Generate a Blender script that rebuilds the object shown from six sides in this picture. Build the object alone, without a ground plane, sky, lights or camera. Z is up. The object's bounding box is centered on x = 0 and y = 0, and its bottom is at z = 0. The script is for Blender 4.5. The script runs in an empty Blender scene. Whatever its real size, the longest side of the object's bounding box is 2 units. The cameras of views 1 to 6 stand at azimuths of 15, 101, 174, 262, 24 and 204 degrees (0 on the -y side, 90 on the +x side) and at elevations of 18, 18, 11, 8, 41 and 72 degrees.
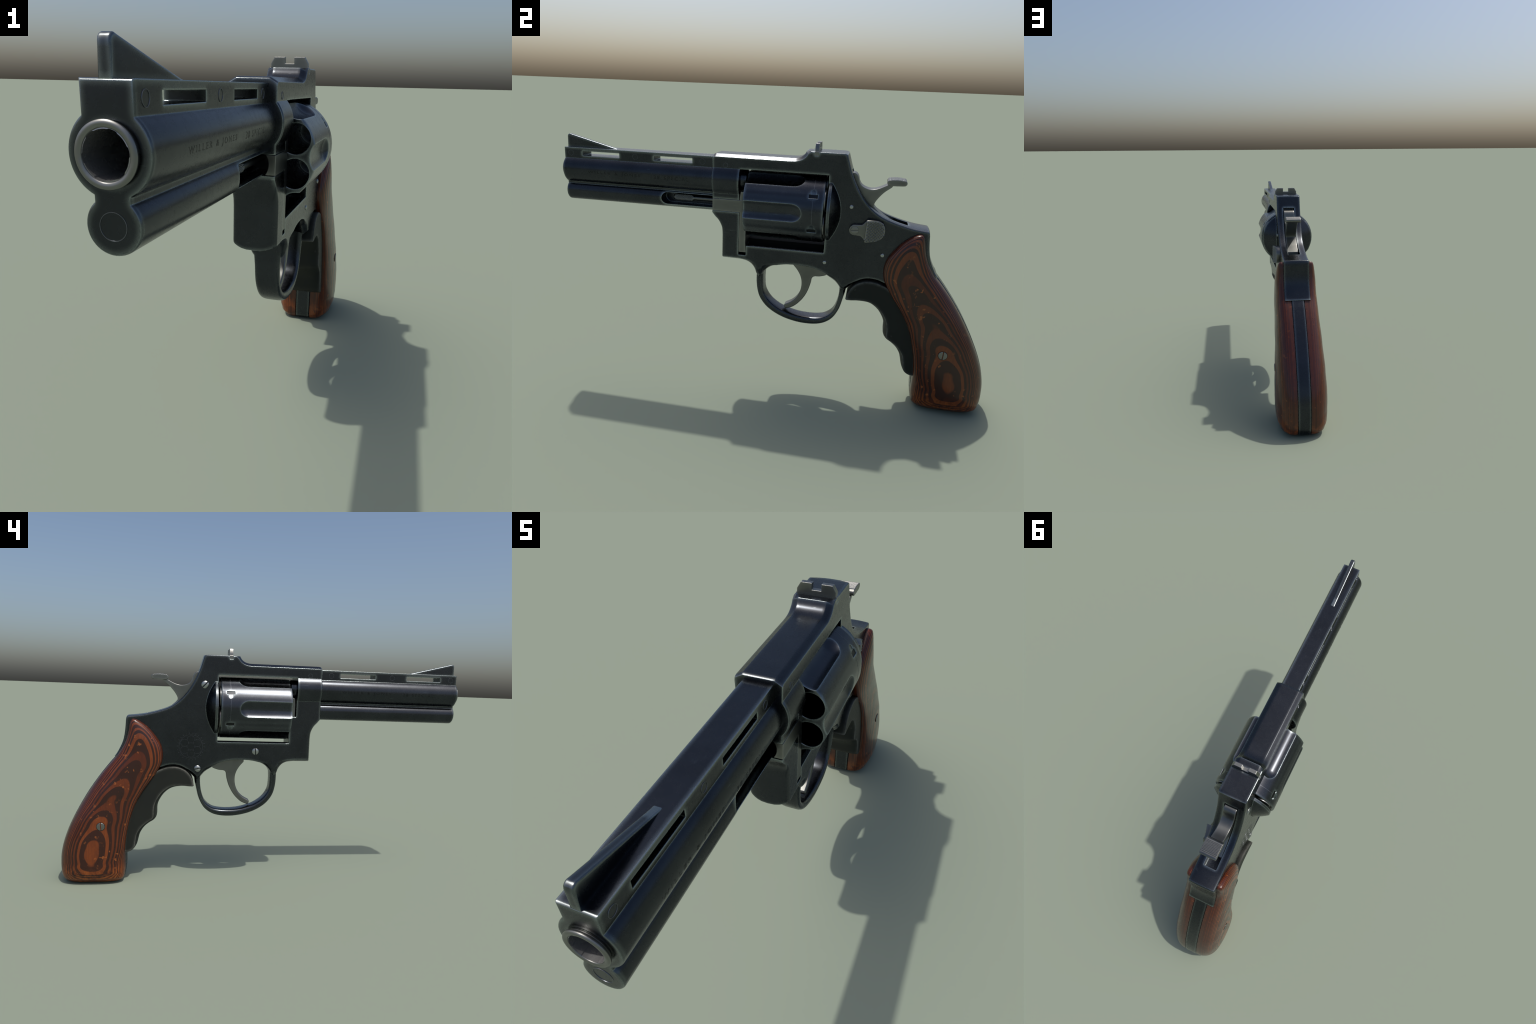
import bpy, bmesh, math, random
from mathutils import Vector, Matrix

random.seed(7)
H = 0.066            # half thickness of the frame
BZ = 0.973           # height of the bore axis
CZ = 0.872           # height of the cylinder axis

# ------------------------------------------------------------------ scene root
root = bpy.data.objects.new("revolver", None)
bpy.context.collection.objects.link(root)
root["label"] = "blued steel double-action revolver with laminated wood grip"
root["category"] = "revolver handgun"


# ------------------------------------------------------------------ node helper
class NT:
    def __init__(self, name):
        self.mat = bpy.data.materials.new(name)
        self.mat.use_nodes = True
        self.t = self.mat.node_tree
        self.t.nodes.clear()
        self.out = self.n("ShaderNodeOutputMaterial")
        self.bsdf = self.n("ShaderNodeBsdfPrincipled")
        self.l(self.bsdf.outputs[0], self.out.inputs[0])
        self.co = self.n("ShaderNodeTexCoord").outputs["Object"]

    def n(self, kind, **kw):
        nd = self.t.nodes.new(kind)
        for k, v in kw.items():
            setattr(nd, k, v)
        return nd

    def l(self, a, b):
        self.t.links.new(a, b)

    def put(self, sock, v):
        if isinstance(v, bpy.types.NodeSocket):
            self.l(v, sock)
        else:
            sock.default_value = v

    def math(self, op, a, b=0.0, c=None, clamp=False):
        nd = self.n("ShaderNodeMath", operation=op, use_clamp=clamp)
        self.put(nd.inputs[0], a)
        self.put(nd.inputs[1], b)
        if c is not None:
            self.put(nd.inputs[2], c)
        return nd.outputs[0]

    def noise(self, scale, detail=3.0, rough=0.5, co=None, stretch=None):
        co = co or self.co
        if stretch:
            mp = self.n("ShaderNodeMapping")
            mp.inputs["Scale"].default_value = stretch
            self.l(co, mp.inputs[0])
            co = mp.outputs[0]
        nd = self.n("ShaderNodeTexNoise")
        self.l(co, nd.inputs["Vector"])
        nd.inputs["Scale"].default_value = scale
        nd.inputs["Detail"].default_value = detail
        nd.inputs["Roughness"].default_value = rough
        return nd.outputs["Fac"]

    def rng(self, v, a, b, c=0.0, d=1.0, smooth=False):
        nd = self.n("ShaderNodeMapRange")
        if smooth:
            nd.interpolation_type = 'SMOOTHSTEP'
        self.put(nd.inputs[0], v)
        for i, x in enumerate((a, b, c, d)):
            self.put(nd.inputs[i + 1], x)
        return nd.outputs[0]

    def mix(self, f, a, b, blend='MIX'):
        nd = self.n("ShaderNodeMix", data_type='RGBA', blend_type=blend)
        self.put(nd.inputs[0], f)
        self.put(nd.inputs[6], a if isinstance(a, bpy.types.NodeSocket) else (*a, 1))
        self.put(nd.inputs[7], b if isinstance(b, bpy.types.NodeSocket) else (*b, 1))
        return nd.outputs[2]

    def edge(self, radius, lo, hi):
        """0 on flats, 1 on edges: how far a rounded normal leaves the true one"""
        bv = self.n("ShaderNodeBevel", samples=6)
        bv.inputs["Radius"].default_value = radius
        ge = self.n("ShaderNodeNewGeometry")
        dt = self.n("ShaderNodeVectorMath", operation='DOT_PRODUCT')
        self.l(bv.outputs[0], dt.inputs[0])
        self.l(ge.outputs["Normal"], dt.inputs[1])
        inv = self.math('SUBTRACT', 1.0, dt.outputs["Value"])
        return self.rng(inv, lo, hi)

    def convex(self, dist, lo, hi):
        """wear mask: how soon rays sent into the body come out again, high along outer edges"""
        ao = self.n("ShaderNodeAmbientOcclusion", samples=6, inside=True, only_local=True)
        ao.inputs["Distance"].default_value = dist
        return self.rng(self.math('SUBTRACT', 1.0, ao.outputs["AO"]), lo, hi)

    def bump(self, h, strength, dist=0.002, round_edges=0.0):
        bp = self.n("ShaderNodeBump")
        bp.inputs["Strength"].default_value = strength
        bp.inputs["Distance"].default_value = dist
        self.l(h, bp.inputs["Height"])
        if round_edges:
            bv = self.n("ShaderNodeBevel", samples=6)
            bv.inputs["Radius"].default_value = round_edges
            self.l(bv.outputs[0], bp.inputs["Normal"])
        self.l(bp.outputs[0], self.bsdf.inputs["Normal"])

    def set(self, **kw):
        for k, v in kw.items():
            self.put(self.bsdf.inputs[k.replace("_", " ")], v)


def steel(name, base, worn, rough, edge_amt=1.0, scratch=0.25, rnd=0.003, metallic=1.0, thin=False):
    m = NT(name)
    big = m.noise(7, 4, 0.6)
    fine = m.noise(60, 3, 0.5)
    grime = m.rng(m.noise(38, 5, 0.7), 0.42, 0.7)
    e1 = m.math('MULTIPLY', m.edge(0.006, 0.01, 0.12), m.rng(m.noise(60, 3), 0.25, 0.6, 0.5, 1.0))
    e2 = m.edge(0.020, 0.0, 0.16) if thin else m.convex(0.013, 0.05, 0.50)
    e = m.math('MULTIPLY', m.math('ADD', m.math('MULTIPLY', e1, 0.8), m.math('MULTIPLY', e2, 0.5)), edge_amt, clamp=True)
    c = m.mix(m.rng(big, 0.3, 0.7), [v * 0.86 for v in base], [v * 1.14 for v in base])
    c = m.mix(m.math('MULTIPLY', grime, 0.13), c, [v * 0.6 for v in base])
    # hair scratches
    sc = m.rng(m.noise(26, 2, 0.5, stretch=(1.0, 0.35, 9.0)), 0.70, 0.76)
    sc = m.math('MULTIPLY', sc, m.rng(m.noise(9, 2), 0.45, 0.7))
    c = m.mix(m.math('MULTIPLY', sc, scratch), c, worn)
    c = m.mix(e, c, worn)
    r = m.rng(fine, 0.3, 0.7, rough - 0.015, rough + 0.02)
    r = m.math('ADD', r, m.math('MULTIPLY', grime, 0.03))
    m.set(Base_Color=c, Metallic=metallic, Roughness=r)
    m.bump(big, 0.02, 0.0004, rnd)
    return m.mat


M_BLUED = steel("blued_steel", (0.046, 0.0505, 0.058), (0.32, 0.365, 0.37), 0.255)
M_CYL = steel("blued_steel_polished", (0.055, 0.060, 0.070), (0.32, 0.37, 0.39), 0.25, scratch=0.5, thin=True)
M_GREY = steel("case_hardened_steel", (0.160, 0.165, 0.157), (0.30, 0.30, 0.29), 0.36, edge_amt=0.7)
M_BRIGHT = steel("polished_steel", (0.40, 0.40, 0.37), (0.6, 0.6, 0.56), 0.28, edge_amt=0.6)
M_SCREW = steel("screw_steel", (0.30, 0.32, 0.32), (0.45, 0.46, 0.45), 0.30, edge_amt=0.6, rnd=0.0015)
M_DARK = steel("dark_engraving", (0.024, 0.025, 0.025), (0.03, 0.03, 0.03), 0.42, edge_amt=0.2, rnd=0.0)
M_TEXT = steel("engraved_lettering", (0.027, 0.029, 0.032), (0.04, 0.04, 0.04), 0.34, edge_amt=0.1, rnd=0.0)
M_LINE = steel("engraved_line", (0.14, 0.15, 0.17), (0.14, 0.15, 0.17), 0.36, edge_amt=0.2, rnd=0.0)
M_BORE = steel("bore_steel", (0.27, 0.27, 0.27), (0.6, 0.6, 0.6), 0.26, edge_amt=0.0, rnd=0.0, metallic=0.65)


def rubber():
    m = NT("black_rubber")
    fine = m.noise(120, 4, 0.6)
    ge = m.n("ShaderNodeNewGeometry")
    sp = m.n("ShaderNodeSeparateXYZ")
    m.l(ge.outputs["Normal"], sp.inputs[0])
    nx = m.math('ABSOLUTE', sp.outputs[0])
    e = m.math('MAXIMUM', m.math('MULTIPLY', m.rng(nx, 0.995, 0.9), m.rng(nx, 0.55, 0.8)), m.convex(0.014, 0.05, 0.5))
    e = m.math('MULTIPLY', e, m.rng(m.noise(30, 5, 0.7), 0.36, 0.58, 0.35, 1.0))
    spots = m.rng(m.noise(34, 3, 0.5), 0.71, 0.75)
    c = m.mix(m.noise(9), (0.011, 0.0125, 0.011), (0.017, 0.019, 0.016))
    c = m.mix(m.math('MULTIPLY', e, 0.95), c, (0.13, 0.13, 0.115))
    c = m.mix(m.math('MULTIPLY', spots, 0.5), c, (0.05, 0.05, 0.045))
    m.set(Base_Color=c, Roughness=m.rng(fine, 0.3, 0.7, 0.48, 0.62), Specular_IOR_Level=0.22)
    m.bump(fine, 0.2, 0.0008, 0.003)
    return m.mat


M_RUBBER = rubber()


def wood():
    """Stack of thin dyed veneers lying across x; carving the dome lays bare their contour rings."""
    m = NT("laminated_wood")
    sep = m.n("ShaderNodeSeparateXYZ")
    m.l(m.co, sep.inputs[0])
    x = m.math('ABSOLUTE', sep.outputs[0])
    z = sep.outputs[2]
    warp = m.math('MULTIPLY', m.math('SUBTRACT', m.noise(4.5, 2, 0.4), 0.5), 0.0030)
    lay = m.math('ADD', m.math('DIVIDE', m.math('ADD', x, warp), 0.0052), 0.5)
    idx = m.math('FLOOR', lay)
    fr = m.math('FRACT', lay)
    wn = m.n("ShaderNodeTexWhiteNoise", noise_dimensions='1D')
    m.l(idx, wn.inputs["W"])
    rnd = wn.outputs["Value"]
    split = m.rng(rnd, 0, 1, 0.42, 0.64)
    bright = m.rng(m.math('SUBTRACT', fr, split), -0.035, 0.035)
    # the far side of each light veneer fades back to dark, with a sharp glue line
    back = m.rng(fr, 0.96, 1.0)
    bright = m.math('MULTIPLY', bright, m.math('SUBTRACT', 1.0, back))
    grain = m.noise(55, 5, 0.7, stretch=(1.0, 1.9, 0.35))
    fleck = m.noise(240, 3, 0.6, stretch=(1.0, 1.5, 0.2))
    wn2 = m.n("ShaderNodeTexWhiteNoise", noise_dimensions='1D')
    m.l(m.math('ADD', idx, 37.3), wn2.inputs["W"])
    lightc = m.mix(m.rng(wn2.outputs["Value"], 0.3, 0.9), (0.215, 0.046, 0.0082), (0.105, 0.019, 0.0045))
    darkc = m.mix(rnd, (0.023, 0.0066, 0.0044), (0.040, 0.0082, 0.0042))
    c = m.mix(bright, darkc, lightc)
    c = m.mix(m.rng(grain, 0.35, 0.7, 0.0, 0.55), c, m.mix(0.5, c, (0.02, 0.008, 0.006)))
    c = m.mix(m.rng(fleck, 0.5, 0.75, 0.0, 0.28), c, (0.015, 0.006, 0.005))
    streak = m.rng(m.noise(75, 4, 0.6, stretch=(1.0, 1.7, 0.16)), 0.34, 0.66, 0.0, 0.5)
    c = m.mix(streak, c, m.mix(0.42, c, (0.022, 0.006, 0.004)))
    # reddish, darker cloudiness along the sheet
    cloud = m.rng(m.noise(17, 4, 0.6, stretch=(1.0, 1.4, 0.7)), 0.45, 0.68, 0.0, 0.6)
    c = m.mix(cloud, c, m.mix(0.45, c, (0.030, 0.005, 0.0035)))
    # small orange chips
    chips = m.rng(m.noise(40, 3, 0.6), 0.635, 0.665)
    chips = m.math('MULTIPLY', chips, m.rng(m.noise(11, 2), 0.42, 0.58))
    c = m.mix(m.math('MULTIPLY', chips, 0.8), c, (0.30, 0.085, 0.019))
    # worn foot of the grip
    foot = m.math('MULTIPLY', m.rng(z, 0.105, 0.045), m.rng(m.noise(24, 5, 0.7), 0.43, 0.55))
    c = m.mix(m.math('MULTIPLY', foot, 0.75), c, m.mix(bright, (0.13, 0.026, 0.006), (0.33, 0.088, 0.015)))
    # backs of the scales tinted darker and redder for the dim light behind
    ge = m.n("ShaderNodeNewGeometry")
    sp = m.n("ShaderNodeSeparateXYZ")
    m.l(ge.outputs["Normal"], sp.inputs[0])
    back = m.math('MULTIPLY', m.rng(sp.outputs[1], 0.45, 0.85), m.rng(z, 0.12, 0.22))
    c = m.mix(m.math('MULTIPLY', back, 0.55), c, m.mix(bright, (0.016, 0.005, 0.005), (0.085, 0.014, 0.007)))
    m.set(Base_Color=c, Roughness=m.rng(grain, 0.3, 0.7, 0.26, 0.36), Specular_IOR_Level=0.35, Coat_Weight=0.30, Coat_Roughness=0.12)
    m.bump(m.math('ADD', grain, m.math('MULTIPLY', chips, -0.7)), 0.10, 0.0012)
    return m.mat


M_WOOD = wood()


def shade_black():
    m = NT("painted_shade_black")
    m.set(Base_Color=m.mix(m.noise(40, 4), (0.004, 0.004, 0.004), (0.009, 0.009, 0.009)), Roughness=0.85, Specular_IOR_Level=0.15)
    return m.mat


M_BLACK = shade_black()


# ------------------------------------------------------------------ mesh helpers
def make(name, bm, mat, parent=root, smooth=32, kind=None):
    me = bpy.data.meshes.new(name)
    bmesh.ops.recalc_face_normals(bm, faces=bm.faces[:])
    bm.to_mesh(me)
    bm.free()
    return wrap(name, me, mat, parent, smooth, kind)


def wrap(name, me, mat, parent=root, smooth=32, kind=None):
    ob = bpy.data.objects.new(name, me)
    bpy.context.collection.objects.link(ob)
    me.materials.clear()
    me.materials.append(mat)
    finish(ob, smooth)
    if parent:
        ob.parent = parent
    if kind:
        ob["kind"] = kind
    return ob


def finish(ob, smooth=32):
    me = ob.data
    for p in me.polygons:
        p.use_smooth = True
    me.set_sharp_from_angle(angle=math.radians(smooth))


def temp(bm):
    me = bpy.data.meshes.new("tmp")
    bmesh.ops.recalc_face_normals(bm, faces=bm.faces[:])
    bm.to_mesh(me)
    bm.free()
    ob = bpy.data.objects.new("tmp", me)
    bpy.context.collection.objects.link(ob)
    return ob


def boolean(ob, cutters, op='DIFFERENCE', smooth=32):
    for c in cutters:
        md = ob.modifiers.new("b", 'BOOLEAN')
        md.operation = op
        md.solver = 'EXACT'
        md.object = c
    bake(ob, smooth)
    for c in cutters:
        bpy.data.objects.remove(c)


def bake(ob, smooth=32):
    bpy.context.view_layer.update()
    dg = bpy.context.evaluated_depsgraph_get()
    me = bpy.data.meshes.new_from_object(ob.evaluated_get(dg))
    ob.modifiers.clear()
    mats = [m for m in ob.data.materials]
    ob.data = me
    me.materials.clear()
    for m in mats:
        me.materials.append(m)
    finish(ob, smooth)


def weighted(ob, smooth=32):
    tr = ob.modifiers.new("t", 'TRIANGULATE')
    tr.min_vertices = 5
    tr.ngon_method = 'BEAUTY'
    md = ob.modifiers.new("w", 'WEIGHTED_NORMAL')
    md.keep_sharp = True
    md.weight = 90
    bpy.context.view_layer.update()


def box_bm(x0, x1, y0, y1, z0, z1, bm=None):
    bm = bm or bmesh.new()
    v = [bm.verts.new((x, y, z)) for x in (x0, x1) for y in (y0, y1) for z in (z0, z1)]
    for f in ((0, 1, 3, 2), (4, 6, 7, 5), (0, 4, 5, 1), (2, 3, 7, 6), (0, 2, 6, 4), (1, 5, 7, 3)):
        bm.faces.new([v[i] for i in f])
    return bm


def bridge(bm, rings, closed=True, cap=True):
    vr = [[bm.verts.new(p) for p in r] for r in rings]
    n = len(vr[0])
    for a, b in zip(vr, vr[1:]):
        for i in range(n if closed else n - 1):
            j = (i + 1) % n
            bm.faces.new((a[i], a[j], b[j], b[i]))
    if cap:
        bm.faces.new(vr[0][::-1])
        bm.faces.new(vr[-1])
    return vr


def lathe_y(profile, cx, cz, seg=64, bm=None, closed=False):
    """turn a (y, r) profile about the line x=cx, z=cz"""
    bm = bm or bmesh.new()
    rings = []
    for y, r in profile:
        rings.append([(cx + r * math.cos(2 * math.pi * i / seg), y, cz + r * math.sin(2 * math.pi * i / seg))
                      for i in range(seg)])
    if closed:
        vr = bridge(bm, rings, cap=False)
        a, b = vr[-1], vr[0]
        for i in range(seg):
            j = (i + 1) % seg
            bm.faces.new((a[i], a[j], b[j], b[i]))
    else:
        bridge(bm, rings)
    return bm


def lathe_x(profile, cy, cz, seg=32, bm=None, sign=1, closed=False):
    """turn an (x, r) profile about the line y=cy, z=cz; sign -1 mirrors to the other side"""
    bm = bm or bmesh.new()
    rings = [[(sign * x, cy + r * math.cos(2 * math.pi * i / seg), cz + r * math.sin(2 * math.pi * i / seg))
              for i in range(seg)] for x, r in profile]
    if closed:
        vr = bridge(bm, rings, cap=False)
        a, b = vr[-1], vr[0]
        for i in range(seg):
            j = (i + 1) % seg
            bm.faces.new((a[i], a[j], b[j], b[i]))
    else:
        bridge(bm, rings)
    return bm


def prism_x(pts, x0, x1, bm=None):
    bm = bm or bmesh.new()
    bridge(bm, [[(x0, y, z) for y, z in pts], [(x1, y, z) for y, z in pts]])
    return bm


def spline(pts, n, closed=False):
    """Catmull-Rom through pts, sampled evenly by arc length"""
    P = [Vector(p) for p in pts]
    dense = []
    m = len(P)
    segs = m if closed else m - 1
    for i in range(segs):
        p1, p2 = P[i % m], P[(i + 1) % m]
        p0 = P[(i - 1) % m] if (closed or i > 0) else p1 * 2 - p2
        p3 = P[(i + 2) % m] if (closed or i + 2 < m) else p2 * 2 - p1
        d = [max((b - a).length ** 0.5, 1e-5) for a, b in ((p0, p1), (p1, p2), (p2, p3))]
        m1 = ((p1 - p0) / d[0] - (p2 - p0) / (d[0] + d[1]) + (p2 - p1) / d[1]) * d[1]
        m2 = ((p2 - p1) / d[1] - (p3 - p1) / (d[1] + d[2]) + (p3 - p2) / d[2]) * d[1]
        for k in range(24):
            t = k / 24
            dense.append((2 * t**3 - 3 * t**2 + 1) * p1 + (t**3 - 2 * t**2 + t) * m1
                         + (-2 * t**3 + 3 * t**2) * p2 + (t**3 - t**2) * m2)
    dense.append(P[0].copy() if closed else P[-1].copy())
    acc = [0.0]
    for a, b in zip(dense, dense[1:]):
        acc.append(acc[-1] + (b - a).length)
    out, k = [], 0
    cnt = n if not closed else n + 1
    for i in range(cnt):
        s = acc[-1] * i / (cnt - 1)
        while k < len(acc) - 2 and acc[k + 1] < s:
            k += 1
        t = (s - acc[k]) / max(acc[k + 1] - acc[k], 1e-9)
        out.append(dense[k].lerp(dense[k + 1], min(max(t, 0), 1)))
    return out[:-1] if closed else out


def lerp_table(tab, x):
    if x <= tab[0][0]:
        return tab[0][1]
    for (a, b), (c, d) in zip(tab, tab[1:]):
        if x <= c:
            t = (x - a) / (c - a)
            t = t * t * (3 - 2 * t)
            return b + (d - b) * t
    return tab[-1][1]


def normals2d(pts):
    """outward normals of a closed outline"""
    n = len(pts)
    area = sum(pts[i][0] * pts[(i + 1) % n][1] - pts[(i + 1) % n][0] * pts[i][1] for i in range(n))
    s = 1 if area > 0 else -1
    out = []
    for i in range(n):
        a, b, c = Vector(pts[i - 1]), Vector(pts[i]), Vector(pts[(i + 1) % n])
        e1, e2 = (b - a), (c - b)
        e1 = e1.normalized() if e1.length > 1e-9 else e1
        e2 = e2.normalized() if e2.length > 1e-9 else e1
        n1, n2 = Vector((e1.y, -e1.x)) * s, Vector((e2.y, -e2.x)) * s
        m = (n1 + n2)
        m = m.normalized() if m.length > 1e-6 else n1
        out.append(m / max(m.dot(n1), 0.55))
    return out


def fillet(r, ax, h):
    d = ax - (h - r)
    return 0.0 if d <= 0 or r <= 0 else r - math.sqrt(max(r * r - d * d, 0.0))


def rounded_plate(pts, h, drop, xs=None, bm=None, x0=0.0):
    """solid of half thickness h whose outline shrinks by drop(i, |x|) along its normals"""
    bm = bm or bmesh.new()
    nr = normals2d(pts)
    rings = []
    for x in xs:
        ring = []
        for i, p in enumerate(pts):
            d = drop(i, abs(x))
            if isinstance(d, tuple):
                ring.append((x0 + x, p[0] + d[0], p[1] + d[1]))
                continue
            ring.append((x0 + x, p[0] - nr[i].x * d, p[1] - nr[i].y * d))
        rings.append(ring)
    bridge(bm, rings)
    return bm


def slices(h, r, extra=()):
    pos = sorted(set([0.0] + list(extra) + [h - r + r * math.sin(math.radians(a)) for a in (0, 20, 40, 58, 74, 90)]))
    return [-p for p in pos[::-1] if p > 0] + pos


# ================================================================== FRAME
# outline pieces (y, z): 't' top strap chamfer, 's' bulged spine, 'f' front of the crane housing, 'e' plain edge
def run(pts, mode, n=0):
    q = [tuple(p) for p in (spline(pts, n) if n else [Vector(p) for p in pts])]
    return [(p, mode) for p in q]


spine_edge = [(0.6735, 0.8180), (0.650, 0.8195), (0.602, 0.825), (0.541, 0.840), (0.479, 0.863), (0.436, 0.893),
              (0.400, 0.931), (0.365, 0.983), (0.336, 1.047), (0.319, 1.100), (0.3135, 1.118)]
outline = []
outline += run([(0.3115, 1.1215), (0.305, 1.123), (0.26, 1.123), (0.2, 1.123)], 'p')
outline += run([(0.166, 1.123)], 'p') + run([(0.146, 1.123), (0.138, 1.109), (0.124, 1.0975), (0.104, 1.091), (0.084, 1.0895)], 't', 12)
outline += run([(0.0, 1.0895), (-0.13, 1.0895), (-0.25, 1.0895)], 't')
outline += run([(-0.257, 1.0885), (-0.2615, 1.085), (-0.263, 1.079)], 'T')
outline += run([(-0.263, 1.0), (-0.263, 0.90)], 'e')
outline += run([(-0.263, 0.850)], 'e')
outline += run([(-0.263, 0.829), (-0.255, 0.812), (-0.242, 0.794), (-0.233, 0.772), (-0.2285, 0.748), (-0.227, 0.722)], 'f', 14)
outline += run([(-0.227, 0.68), (-0.227, 0.64), (-0.227, 0.617), (-0.2255, 0.6135), (-0.2225, 0.612)], 'F')
outline += run([(-0.18, 0.6115)], 'b')
outline += run([(-0.137, 0.611), (-0.102, 0.605), (-0.079, 0.592), (-0.063, 0.571), (-0.054, 0.548), (-0.043, 0.536)], 'u', 16)
outline += run([(-0.030, 0.545), (-0.020, 0.565), (-0.002, 0.585), (0.034, 0.605), (0.075, 0.615), (0.122, 0.618),
                (0.168, 0.617), (0.208, 0.611), (0.242, 0.597), (0.271, 0.577), (0.304, 0.556), (0.322, 0.537),
                (0.334, 0.520)], 'u', 40)
outline += run([(0.345, 0.515), (0.357, 0.523)], 'u')
outline += run([(0.369, 0.536), (0.401, 0.570), (0.441, 0.587), (0.487, 0.586), (0.526, 0.573)], 'v', 18)
outline += run([(0.60, 0.56), (0.70, 0.600)], 'e')
outline += run([(0.741, 0.626)], 'e')
outline += run([(0.732, 0.641), (0.716, 0.672), (0.704, 0.702), (0.697, 0.735), (0.693, 0.770), (0.691, 0.800)], 's', 14)
outline += run([(0.689, 0.8130), (0.6865, 0.8190), (0.6820, 0.8228)], 's')
N_BACK = len(outline) - 1
outline += run(spine_edge, 's', 44)
O = [p for p, m in outline]
MODE = [m for p, m in outline]
# the spine is traced where it meets the side faces; its middle stands prouder
NR = normals2d(O)
SP_OUT = 0.009
for i, p in enumerate(O):
    if MODE[i] == 's' and i > N_BACK:
        f = 1.0 - 0.35 * min(max((p[0] - 0.58) / 0.09, 0.0), 1.0)
        O[i] = (p[0] + NR[i].x * SP_OUT * f, p[1] + NR[i].y * SP_OUT * f)


def frame_drop(i, ax):
    m = MODE[i]
    if m == 'T':
        return (0.0, -0.0125 * max(0.0, (ax - (H - 0.022)) / 0.022))
    q = (max(0.0, ax - 0.018) / 0.048) ** 2
    if m == 'F' and O[i][1] < 0.63:
        return (0.016 * (ax / H) ** 2 + fillet(0.010, ax, H) * 0.8, 0.015 * q)
    if m == 'b':
        return (0.0, 0.015 * q)
    if m == 'F':
        return (0.016 * (ax / H) ** 2 + fillet(0.010, ax, H) * 0.8, 0.0)
    if m in 'uv':
        t = min(max((0.608 - O[i][1]) / 0.05, 0.0), 1.0) if m == 'u' else min(max((0.570 - O[i][1]) / 0.04, 0.0), 1.0)
        k = 0.042 if m == 'u' and O[i][0] < 0.1 else 0.020
        if m == 'u' and O[i][0] < -0.043:
            return (0.0, 0.015 * q * (1 - t) + k * t * (max(0.0, ax - 0.038) / 0.028) ** 2 + 0.003 * q * t)
        return (0.0, fillet(0.0035, ax, H) + k * t * (max(0.0, ax - 0.038) / 0.028) ** 2)
    if m == 't':
        return 0.0125 * max(0.0, (ax - (H - 0.022)) / 0.022)
    if m == 's':
        return 0.0035 * (ax / H) ** 2 + fillet(0.006, ax, H) * 0.92
    if m == 'f':
        t = min(max((0.829 - O[i][1]) / 0.07, 0.0), 1.0)
        d = (0.016 * (ax / H) ** 2 + fillet(0.010, ax, H) * 0.8) * t
        return (d, 0.25 * d * (1 - t))
    return fillet(0.0035, ax, H)


xs = slices(H, 0.006, extra=(0.022, 0.036, 0.044, 0.046, 0.050, 0.054, 0.0575))
frame = make("frame", rounded_plate(O, H, frame_drop, xs), M_BLUED)

# barrel socket bulge
boolean(frame, [temp(lathe_y([(-0.263, 0.083), (-0.2605, 0.0855), (-0.258, 0.0865), (-0.143, 0.0865), (-0.140, 0.085)], 0, BZ, 96))], 'UNION')
# recoil shield: cap of a flattened dome behind the cylinder
prof = [(0.2515, 0.139), (0.2535, 0.142), (0.2655, 0.142)]
prof += [(0.2660 + 0.0545 * (1 - t * t), 0.1405 * t) for t in [1 - 0.05 * k for k in range(20)]]
prof += [(0.3205, 0.002)]
boolean(frame, [temp(lathe_y(prof, 0, CZ, 96))], 'UNION')

cut = []
cut.append(temp(box_bm(-0.3, 0.3, -0.109, 0.2490, 0.7045, 1.030)))      # cylinder window
cut.append(temp(box_bm(-0.3, 0.3, -0.140, -0.08, 0.8372, 1.0293)))      # its front corner over the yoke
cut.append(temp(box_bm(0.0, 0.3, -0.1383, 0.2484, 0.685, 0.86)))        # lowered floor lip
cut.append(temp(box_bm(0.003, 0.0500, -0.1025, 0.2450, 0.640, 0.70)))     # pocket under the floor on the right
cut.append(temp(box_bm(0.01, 0.3, -0.1389, -0.1035, 0.6405, 0.72)))     # yoke slot
cut.append(temp(box_bm(-0.012, 0.3, -0.30, -0.12, 0.8365, 0.8935)))     # yoke arm channel
cut.append(temp(lathe_y([(-0.30, 0.034), (-0.13, 0.034)], 0.0, CZ - 0.002, 48)))   # ejector rod clearance
cut.append(temp(prism_x([(0.27, 1.056), (0.45, 1.056), (0.595, 0.95), (0.595, 0.79), (0.45, 0.79), (0.34, 0.88),
                         (0.27, 1.0)], -0.0315, 0.0315)))                  # hammer slot
cut.append(temp(box_bm(-0.2, 0.2, 0.1815, 0.1995, 1.107, 1.2)))          # rear sight dovetail
cut.append(temp(prism_x([(0.06, 0.59), (0.30, 0.54), (0.29, 0.68), (0.06, 0.68)], -0.025, 0.025)))  # trigger mortise
boolean(frame, cut)
weighted(frame)

bm = box_bm(-0.0650, 0.0020, -0.1080, 0.2480, 0.695, 0.7056)  # black plates over floor and pocket: occlusion shade under the cylinder, modelled
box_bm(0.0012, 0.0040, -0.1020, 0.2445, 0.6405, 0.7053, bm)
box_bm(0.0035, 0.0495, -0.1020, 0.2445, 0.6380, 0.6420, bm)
make("window_shade_plates", bm, M_BLACK, frame)

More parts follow.
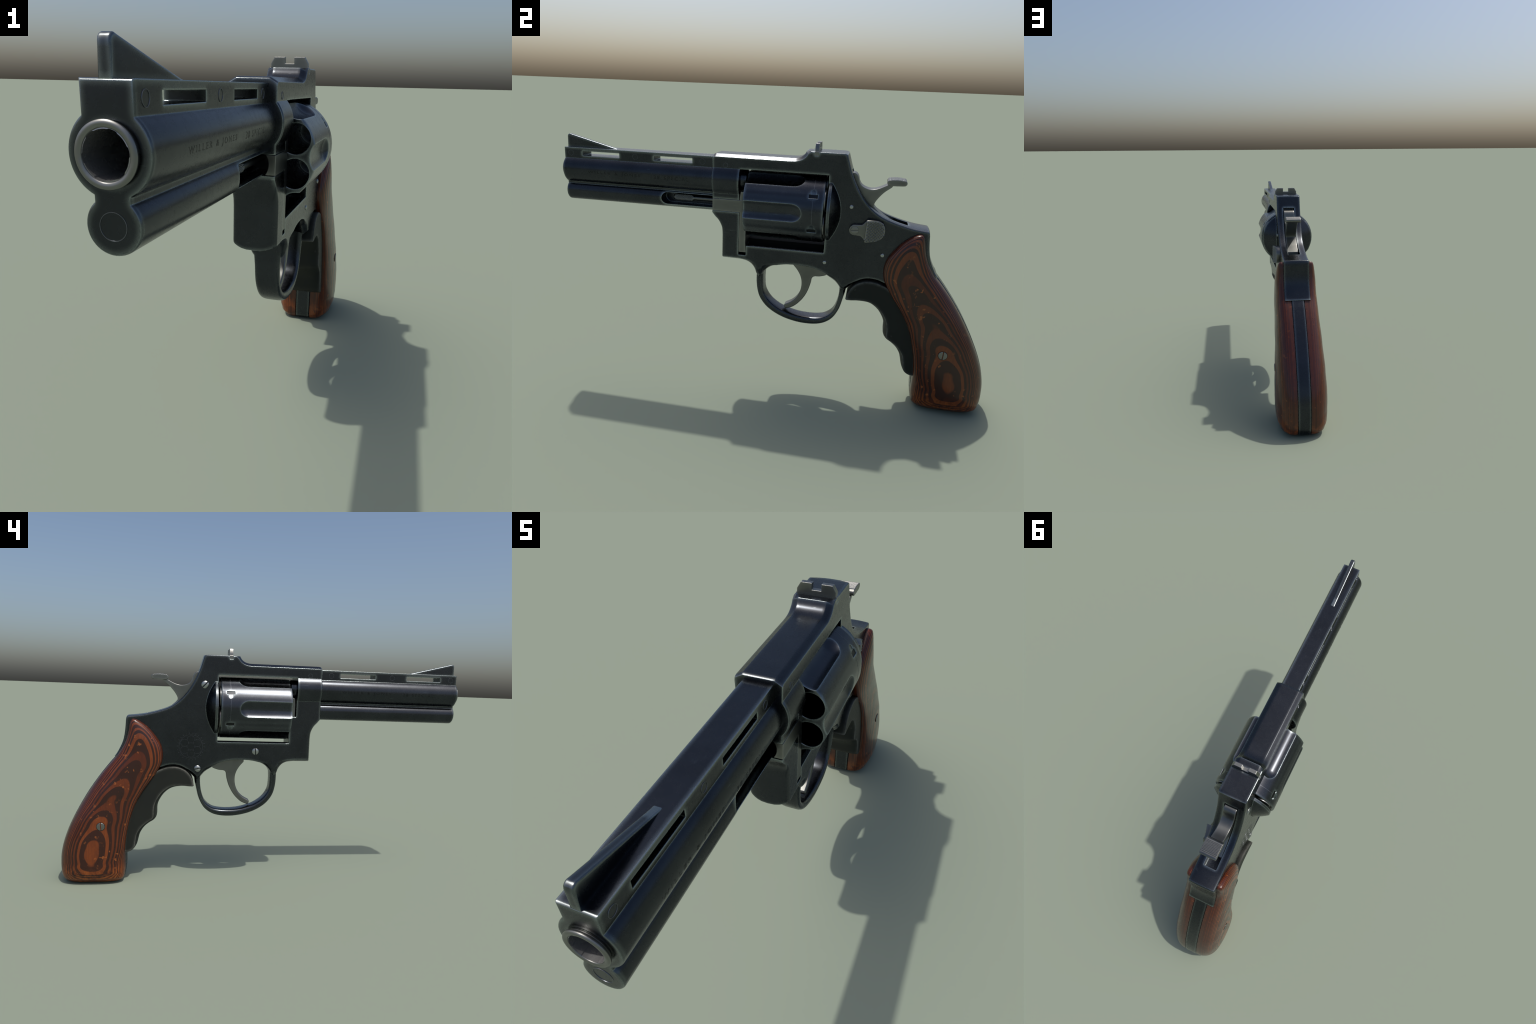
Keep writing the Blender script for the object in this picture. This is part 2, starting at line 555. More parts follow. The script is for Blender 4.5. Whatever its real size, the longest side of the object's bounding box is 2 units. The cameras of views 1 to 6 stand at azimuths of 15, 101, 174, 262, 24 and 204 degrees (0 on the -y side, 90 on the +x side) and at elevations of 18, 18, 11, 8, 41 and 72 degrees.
# ------------------------------------------------------------------ trigger guard
g_out = spline([(-0.056, 0.585), (-0.0575, 0.545), (-0.0575, 0.512), (-0.053, 0.474), (-0.040, 0.433), (-0.004, 0.387),
                (0.054, 0.351), (0.113, 0.332), (0.171, 0.324), (0.230, 0.327), (0.271, 0.340), (0.306, 0.367),
                (0.333, 0.414), (0.348, 0.470), (0.3545, 0.500), (0.359, 0.545)], 72)
g_in = spline([(-0.021, 0.585), (-0.024, 0.545), (-0.0245, 0.510), (-0.019, 0.464), (0.007, 0.422), (0.050, 0.390),
               (0.085, 0.376), (0.130, 0.364), (0.180, 0.359), (0.231, 0.361), (0.266, 0.370), (0.301, 0.399),
               (0.319, 0.443), (0.327, 0.492), (0.3275, 0.515), (0.324, 0.555)], 72)
rings = []
SEG = 36
for k, (o, i) in enumerate(zip(g_out, g_in)):
    c, hv = (o + i) / 2, (o - i) / 2
    hw = 0.0425 - 0.003 * math.sin(math.pi * k / 71) + 0.010 * max(0.0, 1 - k / 9) ** 2 + 0.006 * max(0.0, (k - 63) / 8) ** 2
    ring = []
    for j in range(SEG):
        a = 2 * math.pi * j / SEG
        ca, sa = math.cos(a), math.sin(a)
        u = math.copysign(abs(ca) ** 0.42, ca)
        v = math.copysign(abs(sa) ** 0.62, sa)
        ring.append((hw * u, c.x + hv.x * v, c.y + hv.y * v))
    rings.append(ring)
bm = bmesh.new()
bridge(bm, rings)
guard = make("trigger_guard", bm, M_BLUED, frame, smooth=50)

# ------------------------------------------------------------------ grip tang and strap (between the wood panels)
rear_curve = [(0.7290, 0.6360), (0.767, 0.590), (0.805, 0.541), (0.842, 0.489), (0.876, 0.436), (0.929, 0.340),
              (0.966, 0.259), (0.990, 0.185), (0.9995, 0.120), (0.996, 0.055), (0.985, 0.020), (0.966, 0.003)]
tang = [(0.66, 0.72), (0.70, 0.70)] + [tuple(p) for p in spline([(0.715, 0.660)] + rear_curve, 48)]
tang += [(0.94, 0.0015), (0.85, 0.0), (0.74, 0.0015), (0.706, 0.007), (0.694, 0.020), (0.690, 0.045), (0.688, 0.10), (0.684, 0.17),
         (0.66, 0.30), (0.60, 0.47), (0.54, 0.60)]
weighted(make("grip_strap", rounded_plate(tang, 0.0325, lambda i, ax: fillet(0.006, ax, 0.0325), slices(0.0325, 0.006)), M_BLUED, frame))

# ================================================================== GRIP PANELS
grip = bpy.data.objects.new("grip", None)
bpy.context.collection.objects.link(grip)
grip.parent = root
front_c = spline([(0.655, 0.8085), (0.640, 0.8065), (0.615, 0.794), (0.579, 0.766), (0.546, 0.727), (0.523, 0.690), (0.512, 0.645),
                  (0.518, 0.595), (0.545, 0.545), (0.592, 0.480), (0.637, 0.403), (0.667, 0.316), (0.684, 0.231),
                  (0.689, 0.165), (0.690, 0.105), (0.691, 0.050), (0.697, 0.020), (0.712, 0.004)], 120)
rear_c = spline([(0.656, 0.808), (0.664, 0.800), (0.670, 0.780), (0.675, 0.750), (0.683, 0.717), (0.696, 0.683), (0.712, 0.655), (0.727, 0.632),
                 (0.767, 0.585), (0.803, 0.539), (0.840, 0.487), (0.873, 0.435), (0.926, 0.340), (0.963, 0.259), (0.9875, 0.185),
                 (0.997, 0.120), (0.9935, 0.055), (0.9825, 0.021), (0.964, 0.004)], 120)
ridge = [(0.0, 0.062), (0.010, 0.096), (0.03, 0.116), (0.06, 0.1265), (0.10, 0.1305), (0.15, 0.1315), (0.20, 0.131), (0.30, 0.1265),
         (0.42, 0.1195), (0.55, 0.1135), (0.70, 0.1075), (0.80, 0.104)]
wall_f = [(0.0, 0.044), (0.08, 0.055), (0.20, 0.084), (0.30, 0.088), (0.50, 0.086), (0.58, 0.076), (0.66, 0.072), (0.82, 0.072)]
wall_r = [(0.0, 0.040), (0.42, 0.042), (0.58, 0.056), (0.68, 0.070), (0.82, 0.074)]


def panel(sign):
    bm = bmesh.new()
    rings = []
    NVs = 44
    N = len(front_c)
    for k, (F, R) in enumerate(zip(front_c, rear_c)):
        u = k / (N - 1)
        zm = (F.y + R.y) / 2
        xf, xr = lerp_table(wall_f, F.y), lerp_table(wall_r, R.y)
        xm = lerp_table(ridge, zm)
        span = (R - F).length
        cap = min(span / 0.19, 1.0)
        cap = (1 - (1 - cap) ** 2.0) ** 0.5
        p = 2.2 + 1.0 * min(max((0.11 - zm) / 0.11, 0.0), 1.0)
        row = [(sign * 0.0335, F.x, F.y)]
        for j in range(NVs + 1):
            s = -math.cos(math.pi * j / NVs)           # -1..1, dense at the edges
            v = (s + 1) / 2
            base = xf + (xr - xf) * v
            bulge = (1 - abs(s) ** p) ** (1 / p)
            q = F.lerp(R, v)
            x = base + max(xm - base, 0.0) * bulge * cap
            # rounded foot: the belly drops to the ground only near the strap
            row.append((sign * x, q.x, q.y))
        row.append((sign * 0.0335, R.x, R.y))
        rings.append(row)
    bridge(bm, rings, closed=True, cap=True)
    return bm


for sg in (1, -1):
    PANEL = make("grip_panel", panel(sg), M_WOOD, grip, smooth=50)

# ------------------------------------------------------------------ rubber finger-groove filler
rub = [tuple(p) for p in spline([(0.360, 0.487), (0.364, 0.505), (0.375, 0.533), (0.401, 0.562), (0.441, 0.5785), (0.487, 0.5775), (0.526, 0.565)], 24)]
rub += [(0.57, 0.54), (0.62, 0.46), (0.665, 0.36), (0.69, 0.26), (0.698, 0.156)]
rub += [tuple(p) for p in spline([(0.690, 0.1535), (0.668, 0.155), (0.648, 0.165), (0.636, 0.182), (0.630, 0.205), (0.621, 0.236),
                                  (0.600, 0.270), (0.575, 0.292), (0.552, 0.307), (0.541, 0.322), (0.5385, 0.340), (0.5385, 0.362), (0.533, 0.392),
                                  (0.510, 0.434), (0.488, 0.456), (0.462, 0.471), (0.420, 0.480), (0.385, 0.482)], 60)]
rub += [(0.366, 0.4825)]


def groove_drop(i, ax):
    if i <= 30:
        return fillet(0.005, ax, 0.084)
    t = min((i - 30) / 14, (len(rub) - i) / 12, 1.0)
    return 0.0165 * t * (ax / 0.084) ** 3 + fillet(0.0045, ax, 0.084)


weighted(make("finger_groove_filler", rounded_plate(rub, 0.084, groove_drop, slices(0.084, 0.0045, extra=(0.02, 0.035, 0.048, 0.058, 0.067, 0.074))), M_RUBBER, grip), 40)

# ================================================================== BARREL
def arc(cx, cz, r, a0, a1, n):
    return [(cx + r * math.cos(math.radians(a0 + (a1 - a0) * i / n)), cz + r * math.sin(math.radians(a0 + (a1 - a0) * i / n)))
            for i in range(n + 1)]


RW, BR, LR, NK = 0.0415, 0.0660, 0.0450, 0.0295
aR = math.degrees(math.acos(RW / BR))
aN = math.degrees(math.acos(NK / BR))
aL = math.degrees(math.acos(NK / LR))
half = [(RW, 1.0735)] + arc(0, BZ, BR, aR, -aN, 26) + arc(0, 0.870, LR, aL, -90, 24)
sect = half + [(-x, z) for x, z in half[::-1][1:]]
nrm = normals2d(sect)


def inset(d):
    return [(p[0] - n.x * d, p[1] - n.y * d) for p, n in zip(sect, nrm)]


bm = bmesh.new()
stations = [(-0.987, 0.0045), (-0.9862, 0.0022), (-0.984, 0.0006), (-0.9815, 0.0), (-0.60, 0.0), (-0.245, 0.0)]
bridge(bm, [[(x, y, z) for x, z in inset(d)] for y, d in stations])
barrel = make("barrel", bm, M_BLUED)
cut = [temp(box_bm(-0.2, 0.2, -0.898, -0.714, 1.0375, 1.0585)), temp(box_bm(-0.2, 0.2, -0.5485, -0.3645, 1.0375, 1.0585))]
slot = [(-0.20, 0.8975), (-0.486, 0.8975)] + [(-0.486 + 0.0275 * math.cos(math.radians(a)), 0.870 + 0.0275 * math.sin(math.radians(a)))
                                              for a in range(105, 270, 15)] + [(-0.486, 0.8425), (-0.20, 0.8425)]
cut.append(temp(prism_x(slot, -0.019, 0.2)))
cut.append(temp(lathe_y([(-1.1, 0.0425), (-0.50, 0.0425)], 0, BZ, 64)))
boolean(barrel, cut)
weighted(barrel)

# muzzle liner with a turned crown and rifling
SEG = 96


def bore_r(i, y):
    ph = (i / SEG * 6 + (y + 1.0) * 1.6) % 1.0
    return 0.0367 if ph < 0.36 else 0.0354


rings = []
for y, r in ((-0.70, 0.0420), (-0.9875, 0.0420), (-0.9885, 0.0440), (-0.9915, 0.0440), (-0.9925, 0.0475), (-0.9965, 0.0483), (-0.9990, 0.0465), (-1.0, 0.0435), (-0.9995, 0.0405)):
    rings.append([(r * math.cos(2 * math.pi * i / SEG), y, BZ + r * math.sin(2 * math.pi * i / SEG)) for i in range(SEG)])
rings.append([(0.0375 * math.cos(2 * math.pi * i / SEG), -0.9978, BZ + 0.0375 * math.sin(2 * math.pi * i / SEG)) for i in range(SEG)])
rings.append([(0.0372 * math.cos(2 * math.pi * i / SEG), -0.9900, BZ + 0.0372 * math.sin(2 * math.pi * i / SEG)) for i in range(SEG)])
bm = bmesh.new()
bridge(bm, rings, cap=False)
make("muzzle_crown", bm, M_GREY, barrel, smooth=40)
rings = []
for k in range(0, 22):
    y = -0.9972 + k * 0.0135
    rings.append([((bore_r(i, y)) * math.cos(2 * math.pi * i / SEG), y, BZ + bore_r(i, y) * math.sin(2 * math.pi * i / SEG)) for i in range(SEG)])
rings = [[(0.0395 * math.cos(2 * math.pi * i / SEG), y, BZ + 0.0395 * math.sin(2 * math.pi * i / SEG)) for i in range(SEG)] for y in (-0.70, -0.9960)] + rings
bm = bmesh.new()
vr = bridge(bm, rings, cap=False)
bm.faces.new(vr[-1])
bm.faces.new(vr[0][::-1])
make("rifled_bore", bm, M_BORE, barrel, smooth=25)

# forcing cone behind the frame's front wall
make("forcing_cone", lathe_y([(-0.20, 0.047), (-0.118, 0.047), (-0.113, 0.044), (-0.1105, 0.040), (-0.1105, 0.030), (-0.16, 0.030)], 0, BZ, 64), M_BLUED, barrel)

# front sight blade
fs = [(-0.9855, 1.071), (-0.9855, 1.112)] + [(-0.9735 + 0.012 * math.cos(math.radians(a)), 1.1195 + 0.012 * math.sin(math.radians(a))) for a in (180, 150, 125, 100, 84)]
fs += [(-0.9635, 1.1290), (-0.86, 1.1030), (-0.752, 1.0765), (-0.735, 1.0725), (-0.735, 1.071)]
weighted(make("front_sight", rounded_plate(fs, 0.0105, lambda i, ax: fillet(0.004, ax, 0.0105) if 0 < i < len(fs) - 2 else 0, slices(0.0105, 0.004)), M_BLUED, barrel))


def ring_mark(name, axis, a, b, off, r, w, sign, parent, mat=M_LINE, proud=0.0009):
    """fine raised circle lying on a flat face"""
    prof = [(off - 0.001, r - w), (off + proud, r - w * 0.4), (off + proud, r + w * 0.4), (off - 0.001, r + w)]
    if axis == 'x':
        bm = lathe_x(prof, a, b, 36, sign=sign, closed=True)
    else:
        bm = lathe_y([(-o, rr) for o, rr in prof], a, b, 48, closed=True)
    return make(name, bm, mat, parent)


for sg in (1, -1):
    for y in (-0.9535, -0.636, -0.3165):
        ring_mark("rib_pin", 'x', y, 1.048, RW, 0.0122, 0.0011, sg, barrel)
    ring_mark("frame_pin", 'x', -0.2035, 1.0425, H, 0.0100, 0.0011, sg, frame)
ring_mark("lug_plug_rim", 'y', 0.0, 0.870, 0.987, 0.0215, 0.0012, 1, barrel)


# engraved lettering wrapped onto the round of the barrel
def lettering(words, y0, y1, zmid, hgt, sign, flip):
    cu = bpy.data.curves.new("txt", 'FONT')
    cu.body = words
    cu.size = 1.0
    cu.resolution_u = 3
    cu.extrude = 0.02
    cu.space_character = 1.45
    cu.space_word = 1.3
    ob = bpy.data.objects.new("txt", cu)
    bpy.context.collection.objects.link(ob)
    bpy.context.view_layer.update()
    me = bpy.data.meshes.new_from_object(ob.evaluated_get(bpy.context.evaluated_depsgraph_get()))
    bpy.data.objects.remove(ob)
    lo = [min(v.co[i] for v in me.vertices) for i in range(3)]
    hi = [max(v.co[i] for v in me.vertices) for i in range(3)]
    a0 = math.asin((zmid - BZ) / BR)
    for v in me.vertices:
        t = (v.co.x - lo[0]) / (hi[0] - lo[0])
        w = ((v.co.y - lo[1]) / (hi[1] - lo[1]) - 0.5) * hgt
        r = BR + (0.0003 if v.co.z > 0 else -0.002)
        a = a0 + w / BR
        y = y0 + (y1 - y0) * t
        v.co = (sign * r * math.cos(a), y, BZ + r * math.sin(a))
    if sign * (1 if y1 > y0 else -1) < 0:
        me.flip_normals()
    return me


for nm, words, a, b in (("lettering", "WILLER & JONES", -0.860, -0.604), ("lettering", "38 SPECIAL", -0.538, -0.374)):
    wrap(nm, lettering(words, a, b, 0.9660, 0.0160, 1, False), M_TEXT, barrel)
    mid = -0.615
    wrap(nm, lettering(words, mid * 2 - a, mid * 2 - b, 0.9660, 0.0160, -1, True), M_TEXT, barrel)

# ================================================================== CYLINDER
bm = lathe_y([(-0.106, 0.030), (-0.106, 0.1455), (-0.1045, 0.1478), (-0.101, 0.1492), (-0.09, 0.1500), (0.232, 0.1500), (0.2375, 0.1488), (0.240, 0.146), (0.240, 0.030)], 0, CZ, 144)
cyl = make("cylinder", bm, M_CYL)
cut = []
for k in range(6):
    a = math.radians(30 + 60 * k)
    cx, cz = 0.101 * math.cos(a), CZ + 0.101 * math.sin(a)
    cut.append(temp(lathe_y([(-0.2, 0.0445), (0.20, 0.0445)], cx, cz, 48)))
    # flute: capsule lying along the surface between two chambers
    f = math.radians(60 * k)
    cx, cz = 0.194 * math.cos(f), CZ + 0.194 * math.sin(f)
    pr = [(-0.2, 0.0625), (0.105, 0.0625)] + [(0.105 + 0.0625 * math.sin(math.radians(t)), 0.0625 * math.cos(math.radians(t))) for t in range(8, 90, 8)]
    cut.append(temp(lathe_y(pr, cx, cz, 64)))
    # bolt notch with its lead-in
    tong = [(0.1745, -0.009), (0.2135, -0.009), (0.2135, 0.009), (0.2055, 0.009)]
    tong += [(0.194 + 0.0115 * math.cos(math.radians(t)), 0.0185 + 0.0115 * math.sin(math.radians(t))) for t in range(0, 181, 15)]
    tong += [(0.1825, 0.009), (0.1745, 0.009)]
    bmn = prism_x(tong, 0.1466, 0.17)
    bmesh.ops.transform(bmn, matrix=Matrix.Translation((0, 0, CZ)) @ Matrix.Rotation(-a, 4, 'Y'), verts=bmn.verts[:])
    cut.append(temp(bmn))
boolean(cyl, cut, smooth=35)
weighted(cyl)
bm = bmesh.new()
for k in range(6):
    bmn = box_bm(0.1462, 0.1469, 0.1750, 0.2130, -0.0086, 0.0080)  # thin dark plate dulls the sun glint off the notch bottom
    bmesh.ops.transform(bmn, matrix=Matrix.Translation((0, 0, CZ)) @ Matrix.Rotation(-math.radians(30 + 60 * k), 4, 'Y'), verts=bmn.verts[:])
    me = bpy.data.meshes.new("t")
    bmn.to_mesh(me)
    bmn.free()
    bm.from_mesh(me)
make("bolt_notch_shade_plates", bm, M_TEXT, cyl)
# turned line joining the notches
bm = bmesh.new()
for k in range(6):
    rings = []
    for i in range(13):
        a = math.radians(30 + 60 * k + 13.5 + (55.6 - 13.5) * i / 12)
        rings.append([(r * math.cos(a), y, CZ + r * math.sin(a)) for y, r in ((0.1932, 0.149), (0.1932, 0.1503), (0.1946, 0.1503), (0.1946, 0.149))])
    bridge(bm, rings)
make("turned_line", bm, M_LINE, cyl)
# ratchet star and case rims at the rear
bm = lathe_y([(0.2395, 0.055), (0.2455, 0.055), (0.2475, 0.045), (0.2475, 0.002)], 0, CZ, 48)
for k in range(6):
    a = math.radians(30 + 60 * k)
    lathe_y([(0.2398, 0.0475), (0.2445, 0.0475), (0.2453, 0.046), (0.2453, 0.001)], 0.101 * math.cos(a), CZ + 0.101 * math.sin(a), 36, bm)
make("ratchet", bm, M_GREY, cyl)
bm = lathe_y([(-0.116, 0.026), (-0.100, 0.026), (-0.100, 0.034), (0.0, 0.034)], 0, CZ, 40)
make("cylinder_hub", bm, M_DARK, cyl)

# ================================================================== YOKE (crane) AND EJECTOR ROD
yoke = make("yoke", box_bm(0.030, 0.0668, -0.2615, -0.125, 0.8380, 0.8920), M_GREY)
plate = [(-0.1370, 0.655), (-0.1050, 0.655), (-0.1075, 0.70), (-0.1075, 0.925), (-0.110, 0.930), (-0.133, 0.930), (-0.1368, 0.9)]
boolean(yoke, [temp(prism_x(plate, -0.052, 0.0655))], 'UNION')
boolean(yoke, [temp(lathe_y([(-0.3, 0.0475), (-0.155, 0.0475)], 0.0, CZ - 0.006, 48))])

bm = lathe_y([(-0.42, 0.0108), (-0.10, 0.0108)], 0, CZ, 32)
rod = make("ejector_rod", bm, M_GREY, yoke)
bm = bmesh.new()
rings = []
NS, NA = 42, 96
for s in range(NS + 1):
    y = -0.4655 + 0.100 * s / NS
    ring = []
    for i in range(NA):
        a = 2 * math.pi * i / NA
        w = y * 2 * math.pi / 0.0125
        k = max(math.cos(a * 12 + w), math.cos(a * 12 - w))
        endf = min(1.0, s / 4, (NS - s) / 4)
        r = 0.0112 + 0.0034 * endf + (-0.0042 * max(0.0, k - 0.35) / 0.65) * (1 if 0.9 < endf else 0)
        ring.append((r * math.cos(a), y, CZ + r * math.sin(a)))
    rings.append(ring)
bridge(bm, rings)
make("ejector_knob", bm, M_GREY, yoke, smooth=60)

# ================================================================== REAR SIGHT
bl = [(-0.0655, 1.1075), (0.0655, 1.1075), (0.0655, 1.1235), (0.0620, 1.1255), (0.0620, 1.1370), (0.0500, 1.1570), (0.0155, 1.1570), (0.0155, 1.1365),
      (-0.0155, 1.1365), (-0.0155, 1.1570), (-0.0500, 1.1570), (-0.0620, 1.1370), (-0.0620, 1.1255), (-0.0655, 1.1235)]
bm = bmesh.new()
bridge(bm, [[(x, 0.1822, z) for x, z in bl], [(x, 0.1988, z) for x, z in bl]])
make("rear_sight", bm, M_GREY)

# ================================================================== HAMMER
ham = [tuple(p) for p in spline([(0.330, 1.040), (0.352, 1.0425), (0.365, 1.034), (0.371, 1.022), (0.376, 1.004), (0.388, 0.988), (0.408, 0.9785),
                                 (0.430, 0.9755), (0.456, 0.981), (0.478, 0.991), (0.500, 1.003)], 30)]
ham += [(0.520, 1.004), (0.516, 0.996)]
ham += [tuple(p) for p in spline([(0.512, 0.990), (0.484, 0.968), (0.462, 0.943), (0.4465, 0.918), (0.4445, 0.905)], 12)]
ham += [tuple(p) for p in spline([(0.452, 0.895), (0.478, 0.872), (0.510, 0.853), (0.534, 0.838)], 8)]
ham += [(0.536, 0.81), (0.40, 0.81), (0.330, 0.92)]
hammer = make("hammer", rounded_plate(ham, 0.0290, lambda i, ax: fillet(0.0025, ax, 0.029) if i < 50 else 0, slices(0.029, 0.0025)), M_GREY)
weighted(hammer)
# thumb spur with cross serrations
top = []
for k in range(61):
    t = k / 60
    y = 0.499 + (0.566 - 0.499) * t
    z = 1.0225 + 0.0042 * (1 - (2 * t - 1) ** 2) - 0.0005 * t
    g = 0.0 if t < 0.04 or t > 0.96 else (-0.0022 if (t * 11.5) % 1.0 < 0.42 else 0.0)
    top.append((y, z + g))
spur = top + [(0.5705, 1.019), (0.573, 1.0135), (0.572, 1.0065), (0.567, 1.0015), (0.560, 1.0), (0.53, 0.9985), (0.512, 0.998), (0.500, 0.999), (0.492, 1.0045), (0.490, 1.0115), (0.4925, 1.0175)]
weighted(make("hammer_spur", rounded_plate(spur, 0.0395, lambda i, ax: fillet(0.002, ax, 0.0395), slices(0.0395, 0.002)), M_GREY, hammer, smooth=25))

# ================================================================== TRIGGER
tr = [(0.110, 0.63), (0.110, 0.602)]
tr += [tuple(p) for p in spline([(0.112, 0.600), (0.128, 0.582), (0.142, 0.560), (0.151, 0.535), (0.153, 0.508), (0.148, 0.478), (0.133, 0.447), (0.110, 0.423), (0.079, 0.4055)], 24)]
tr += [tuple(p) for p in spline([(0.0765, 0.400), (0.078, 0.390), (0.084, 0.384)], 4)]
tr += [tuple(p) for p in spline([(0.092, 0.386), (0.118, 0.397), (0.153, 0.430), (0.178, 0.470), (0.193, 0.515), (0.198, 0.545), (0.207, 0.556), (0.234, 0.559), (0.262, 0.568), (0.280, 0.580)], 30)]
tr += [(0.28, 0.63)]
weighted(make("trigger", rounded_plate(tr, 0.0215, lambda i, ax: fillet(0.005, ax, 0.0215), slices(0.0215, 0.005)), M_GREY))

# ================================================================== CYLINDER LATCH (right side)
LZ = 0.005
arm = [(0.374 + 0.0245 * math.cos(math.radians(a)), 0.802 + LZ + 0.0235 * math.sin(math.radians(a))) for a in range(90, 271, 15)]
arm += [(y, z + LZ) for y, z in ((0.397, 0.777), (0.404, 0.774), (0.412, 0.766), (0.4205, 0.7555), (0.440, 0.757), (0.440, 0.849), (0.4225, 0.8495), (0.414, 0.838), (0.406, 0.829), (0.398, 0.8262))]
latch = make("cylinder_latch", rounded_plate(arm, 0.0125, lambda i, ax: fillet(0.003, ax, 0.0125), slices(0.0125, 0.003), x0=0.0720), M_GREY)
pad = [(0.4195, 0.790), (0.4215, 0.825), (0.4235, 0.8495), (0.4260, 0.8510)]
pad += [tuple(p) for p in spline([(0.455, 0.850), (0.472, 0.848), (0.488, 0.840), (0.4985, 0.826), (0.502, 0.808), (0.499, 0.789), (0.490, 0.774), (0.476, 0.763), (0.458, 0.757)], 22)]
pad += [(0.430, 0.7545), (0.4215, 0.7545), (0.4190, 0.757)]
pad = [(y, z + LZ) for y, z in pad]


def pad_x(y):
    t = min(max((y - 0.412) / 0.09, 0), 1)
    return 0.1035 - 0.0215 * math.sin(t * math.pi / 2) + 0.004 * max(0, t - 0.7) / 0.3


bm = bmesh.new()
cy, cz = 0.455, 0.807
rings = [[(0.064, y, z) for y, z in pad]]
for f in (1.0, 0.975, 0.8, 0.6, 0.4, 0.2, 0.05):
    rings.append([(pad_x(cy + (y - cy) * f) - (0.0022 if f == 1.0 else 0.0), cy + (y - cy) * f, cz + (z - cz) * f) for y, z in pad])
bridge(bm, rings)
make("thumb_pad", bm, M_GREY, latch, smooth=40)
# checkering: staggered pyramids over the pad
bm = bmesh.new()
poly = [Vector(p) for p in pad]


def inside(y, z, ins=0.965):
    y, z = cy + (y - cy) / ins, cz + (z - cz) / ins
    c = False
    for a, b in zip(poly, poly[1:] + poly[:1]):
        if (a.y > z) != (b.y > z) and y < (b.x - a.x) * (z - a.y) / (b.y - a.y) + a.x:
            c = not c
    return c


row = 0
z = 0.760
while z < 0.860:
    y = 0.4205 + (0.0068 if row % 2 else 0.0)
    while y < 0.505:
        if inside(y, z):
            px = pad_x(y)
            s, hz = 0.0055, 0.0055
            b = [bm.verts.new((pad_x(y + dy) - 0.0008, y + dy, z + dz)) for dy, dz in ((-s, 0), (0, -hz), (s, 0), (0, hz))]
            t = bm.verts.new((px + 0.0042, y, z))
            for i in range(4):
                bm.faces.new((b[i], b[(i + 1) % 4], t))
        y += 0.0136
    z += 0.0068
    row += 1
make("checkering", bm, M_GREY, latch, smooth=10, kind="stuff")


# ================================================================== SCREWS AND PINS
def screw(name, y, z, x, r, sign, ang, parent, dome=0.0055, slot_w=0.16, deep=0.0045, mat=M_SCREW):
    pr = [(x - 0.006, r), (x + 0.0008, r), (x + 0.0020, r * 0.94), (x + dome * 0.75, r * 0.72), (x + dome * 0.93, r * 0.45), (x + dome, r * 0.15), (x + dome, 0.0005)]
    ob = make(name, lathe_x(pr, y, z, 36, sign=sign), mat, parent)
    w = r * slot_w
    bmn = box_bm(x - deep, x + 0.05, -r * 1.2, r * 1.2, -w, w) if sign > 0 else box_bm(-x - 0.05, -x + deep, -r * 1.2, r * 1.2, -w, w)
    bmesh.ops.transform(bmn, matrix=Matrix.Translation((0, y, z)) @ Matrix.Rotation(math.radians(ang), 4, 'X'), verts=bmn.verts[:])
    boolean(ob, [temp(bmn)])
    return ob


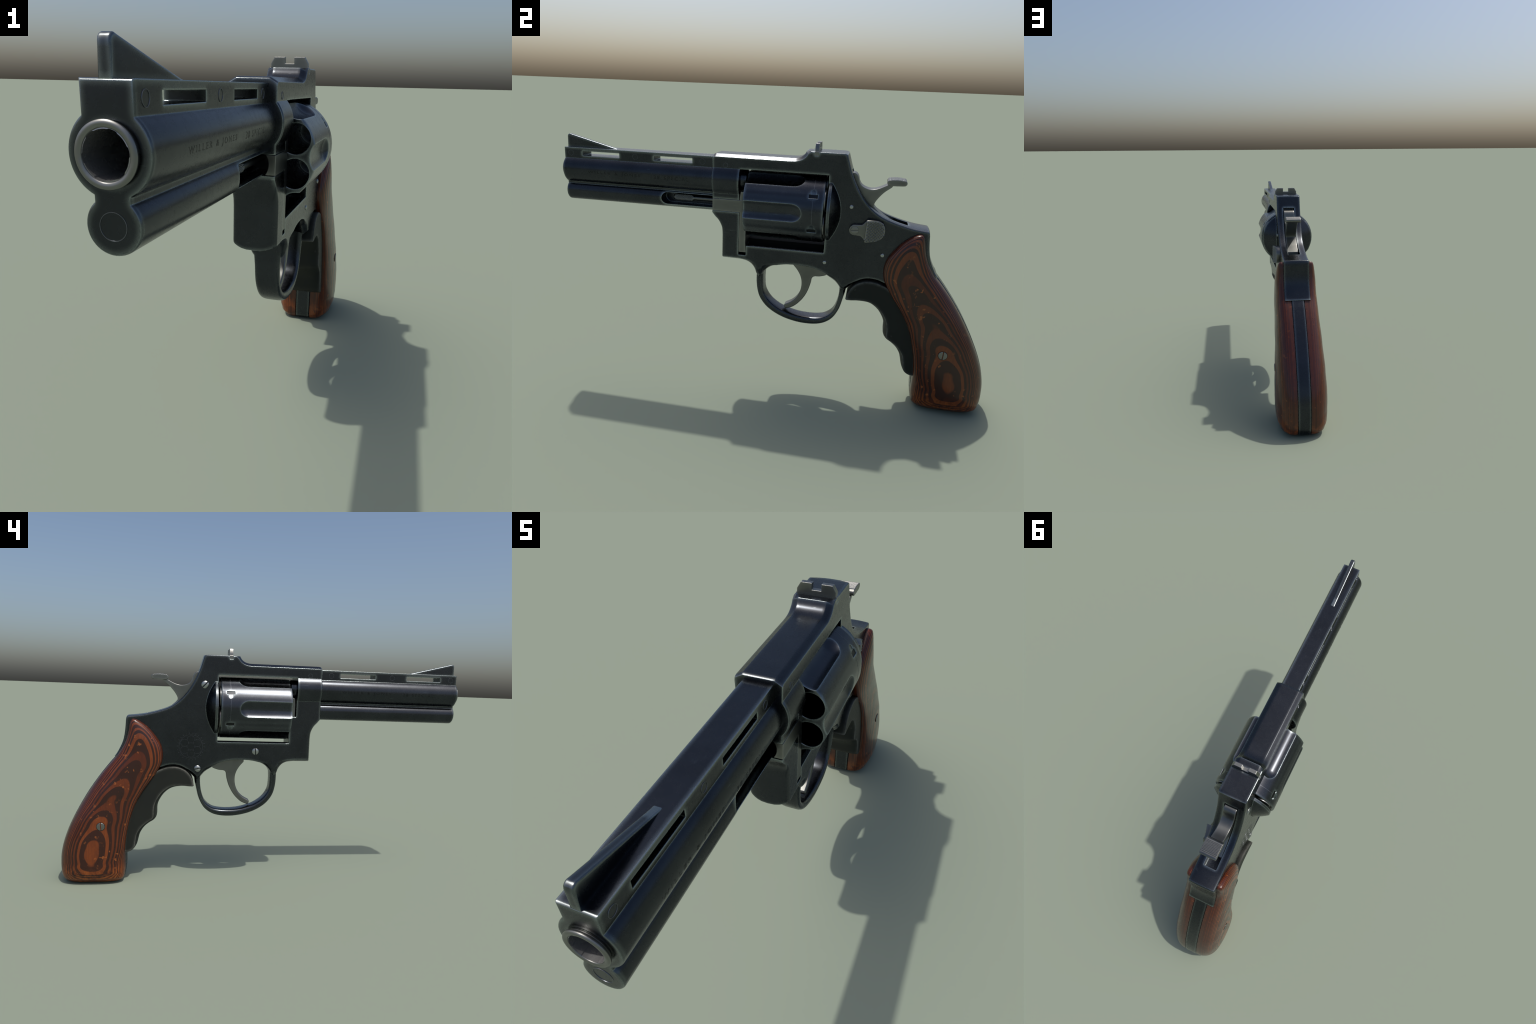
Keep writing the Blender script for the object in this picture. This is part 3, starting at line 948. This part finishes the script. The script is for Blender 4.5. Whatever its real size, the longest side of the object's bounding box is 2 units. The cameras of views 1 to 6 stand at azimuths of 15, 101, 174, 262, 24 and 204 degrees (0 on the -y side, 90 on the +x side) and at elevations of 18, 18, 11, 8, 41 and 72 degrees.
screw("screw", 0.3145, 0.981, H, 0.0185, -1, -45, frame)
screw("screw", 0.0590, 0.662, H, 0.0170, -1, 85, frame)
screw("screw", 0.3440, 0.571, H, 0.0165, -1, -10, frame)
screw("latch_screw", 0.375, 0.8065, 0.0842, 0.0170, 1, 6, latch, dome=0.003, slot_w=0.12, deep=0.001, mat=M_GREY)
GSY, GSZ = 0.799, 0.293
GSX = max(abs(v.co.x) for v in PANEL.data.vertices if (v.co.y - GSY) ** 2 + (v.co.z - GSZ) ** 2 < 0.02 ** 2)
for sg in (1, -1):
    screw("grip_screw", GSY, GSZ, GSX, 0.0190, sg, 85, grip, dome=0.0030, slot_w=0.13, deep=0.0075, mat=M_GREY)
    make("screw_seat", lathe_x([(GSX - 0.006, 0.0205), (GSX + 0.0003, 0.0205), (GSX + 0.0003, 0.0180), (GSX - 0.006, 0.0180)], GSY, GSZ, 36, sign=sg, closed=True), M_DARK, grip)
for y, z in ((0.352, 0.902), (0.501, 0.701), (0.255, 0.644)):
    make("pin", lathe_x([(0.06, 0.0092), (0.0665, 0.0092), (0.0690, 0.0075), (0.0702, 0.004), (0.0704, 0.0004)], y, z, 24), M_SCREW, frame)

# ================================================================== ENGRAVED EMBLEM (left side)
EY, EZ = 0.3775, 0.6800
bm = bmesh.new()


def flat_ring(bm, y, z, r, w, a0=0, a1=360, n=48):
    rings = []
    for i in range(n + 1):
        a = math.radians(a0 + (a1 - a0) * i / n)
        rings.append([(-x, y + q * math.cos(a), z + q * math.sin(a)) for x, q in ((H - 0.001, r - w), (H + 0.0003, r - w * 0.6), (H + 0.0003, r + w * 0.6), (H - 0.001, r + w))])
    bridge(bm, rings)


flat_ring(bm, EY, EZ, 0.0575, 0.0010, n=72)
for dy, dz in ((0, 0.0345), (0, 0.0), (0, -0.0345), (0.0315, 0.0172), (-0.0315, 0.0172), (0.0315, -0.0172), (-0.0315, -0.0172)):
    flat_ring(bm, EY + dy, EZ + dz, 0.0180, 0.0009)
for k in range(26):
    a = 2 * math.pi * k / 26
    L = 0.004 if k % 2 else 0.006
    bmn = box_bm(-H - 0.0005, -H + 0.001, 0.0625, 0.0625 + L, -0.0011, 0.0011)
    bmesh.ops.transform(bmn, matrix=Matrix.Translation((0, EY, EZ)) @ Matrix.Rotation(a, 4, 'X'), verts=bmn.verts[:])
    me = bpy.data.meshes.new("t")
    bmn.to_mesh(me)
    bmn.free()
    bm.from_mesh(me)
M_EMBLEM = steel("engraved_emblem", (0.095, 0.10, 0.118), (0.10, 0.10, 0.12), 0.34, edge_amt=0.1, rnd=0.0)
make("emblem", bm, M_EMBLEM, frame)
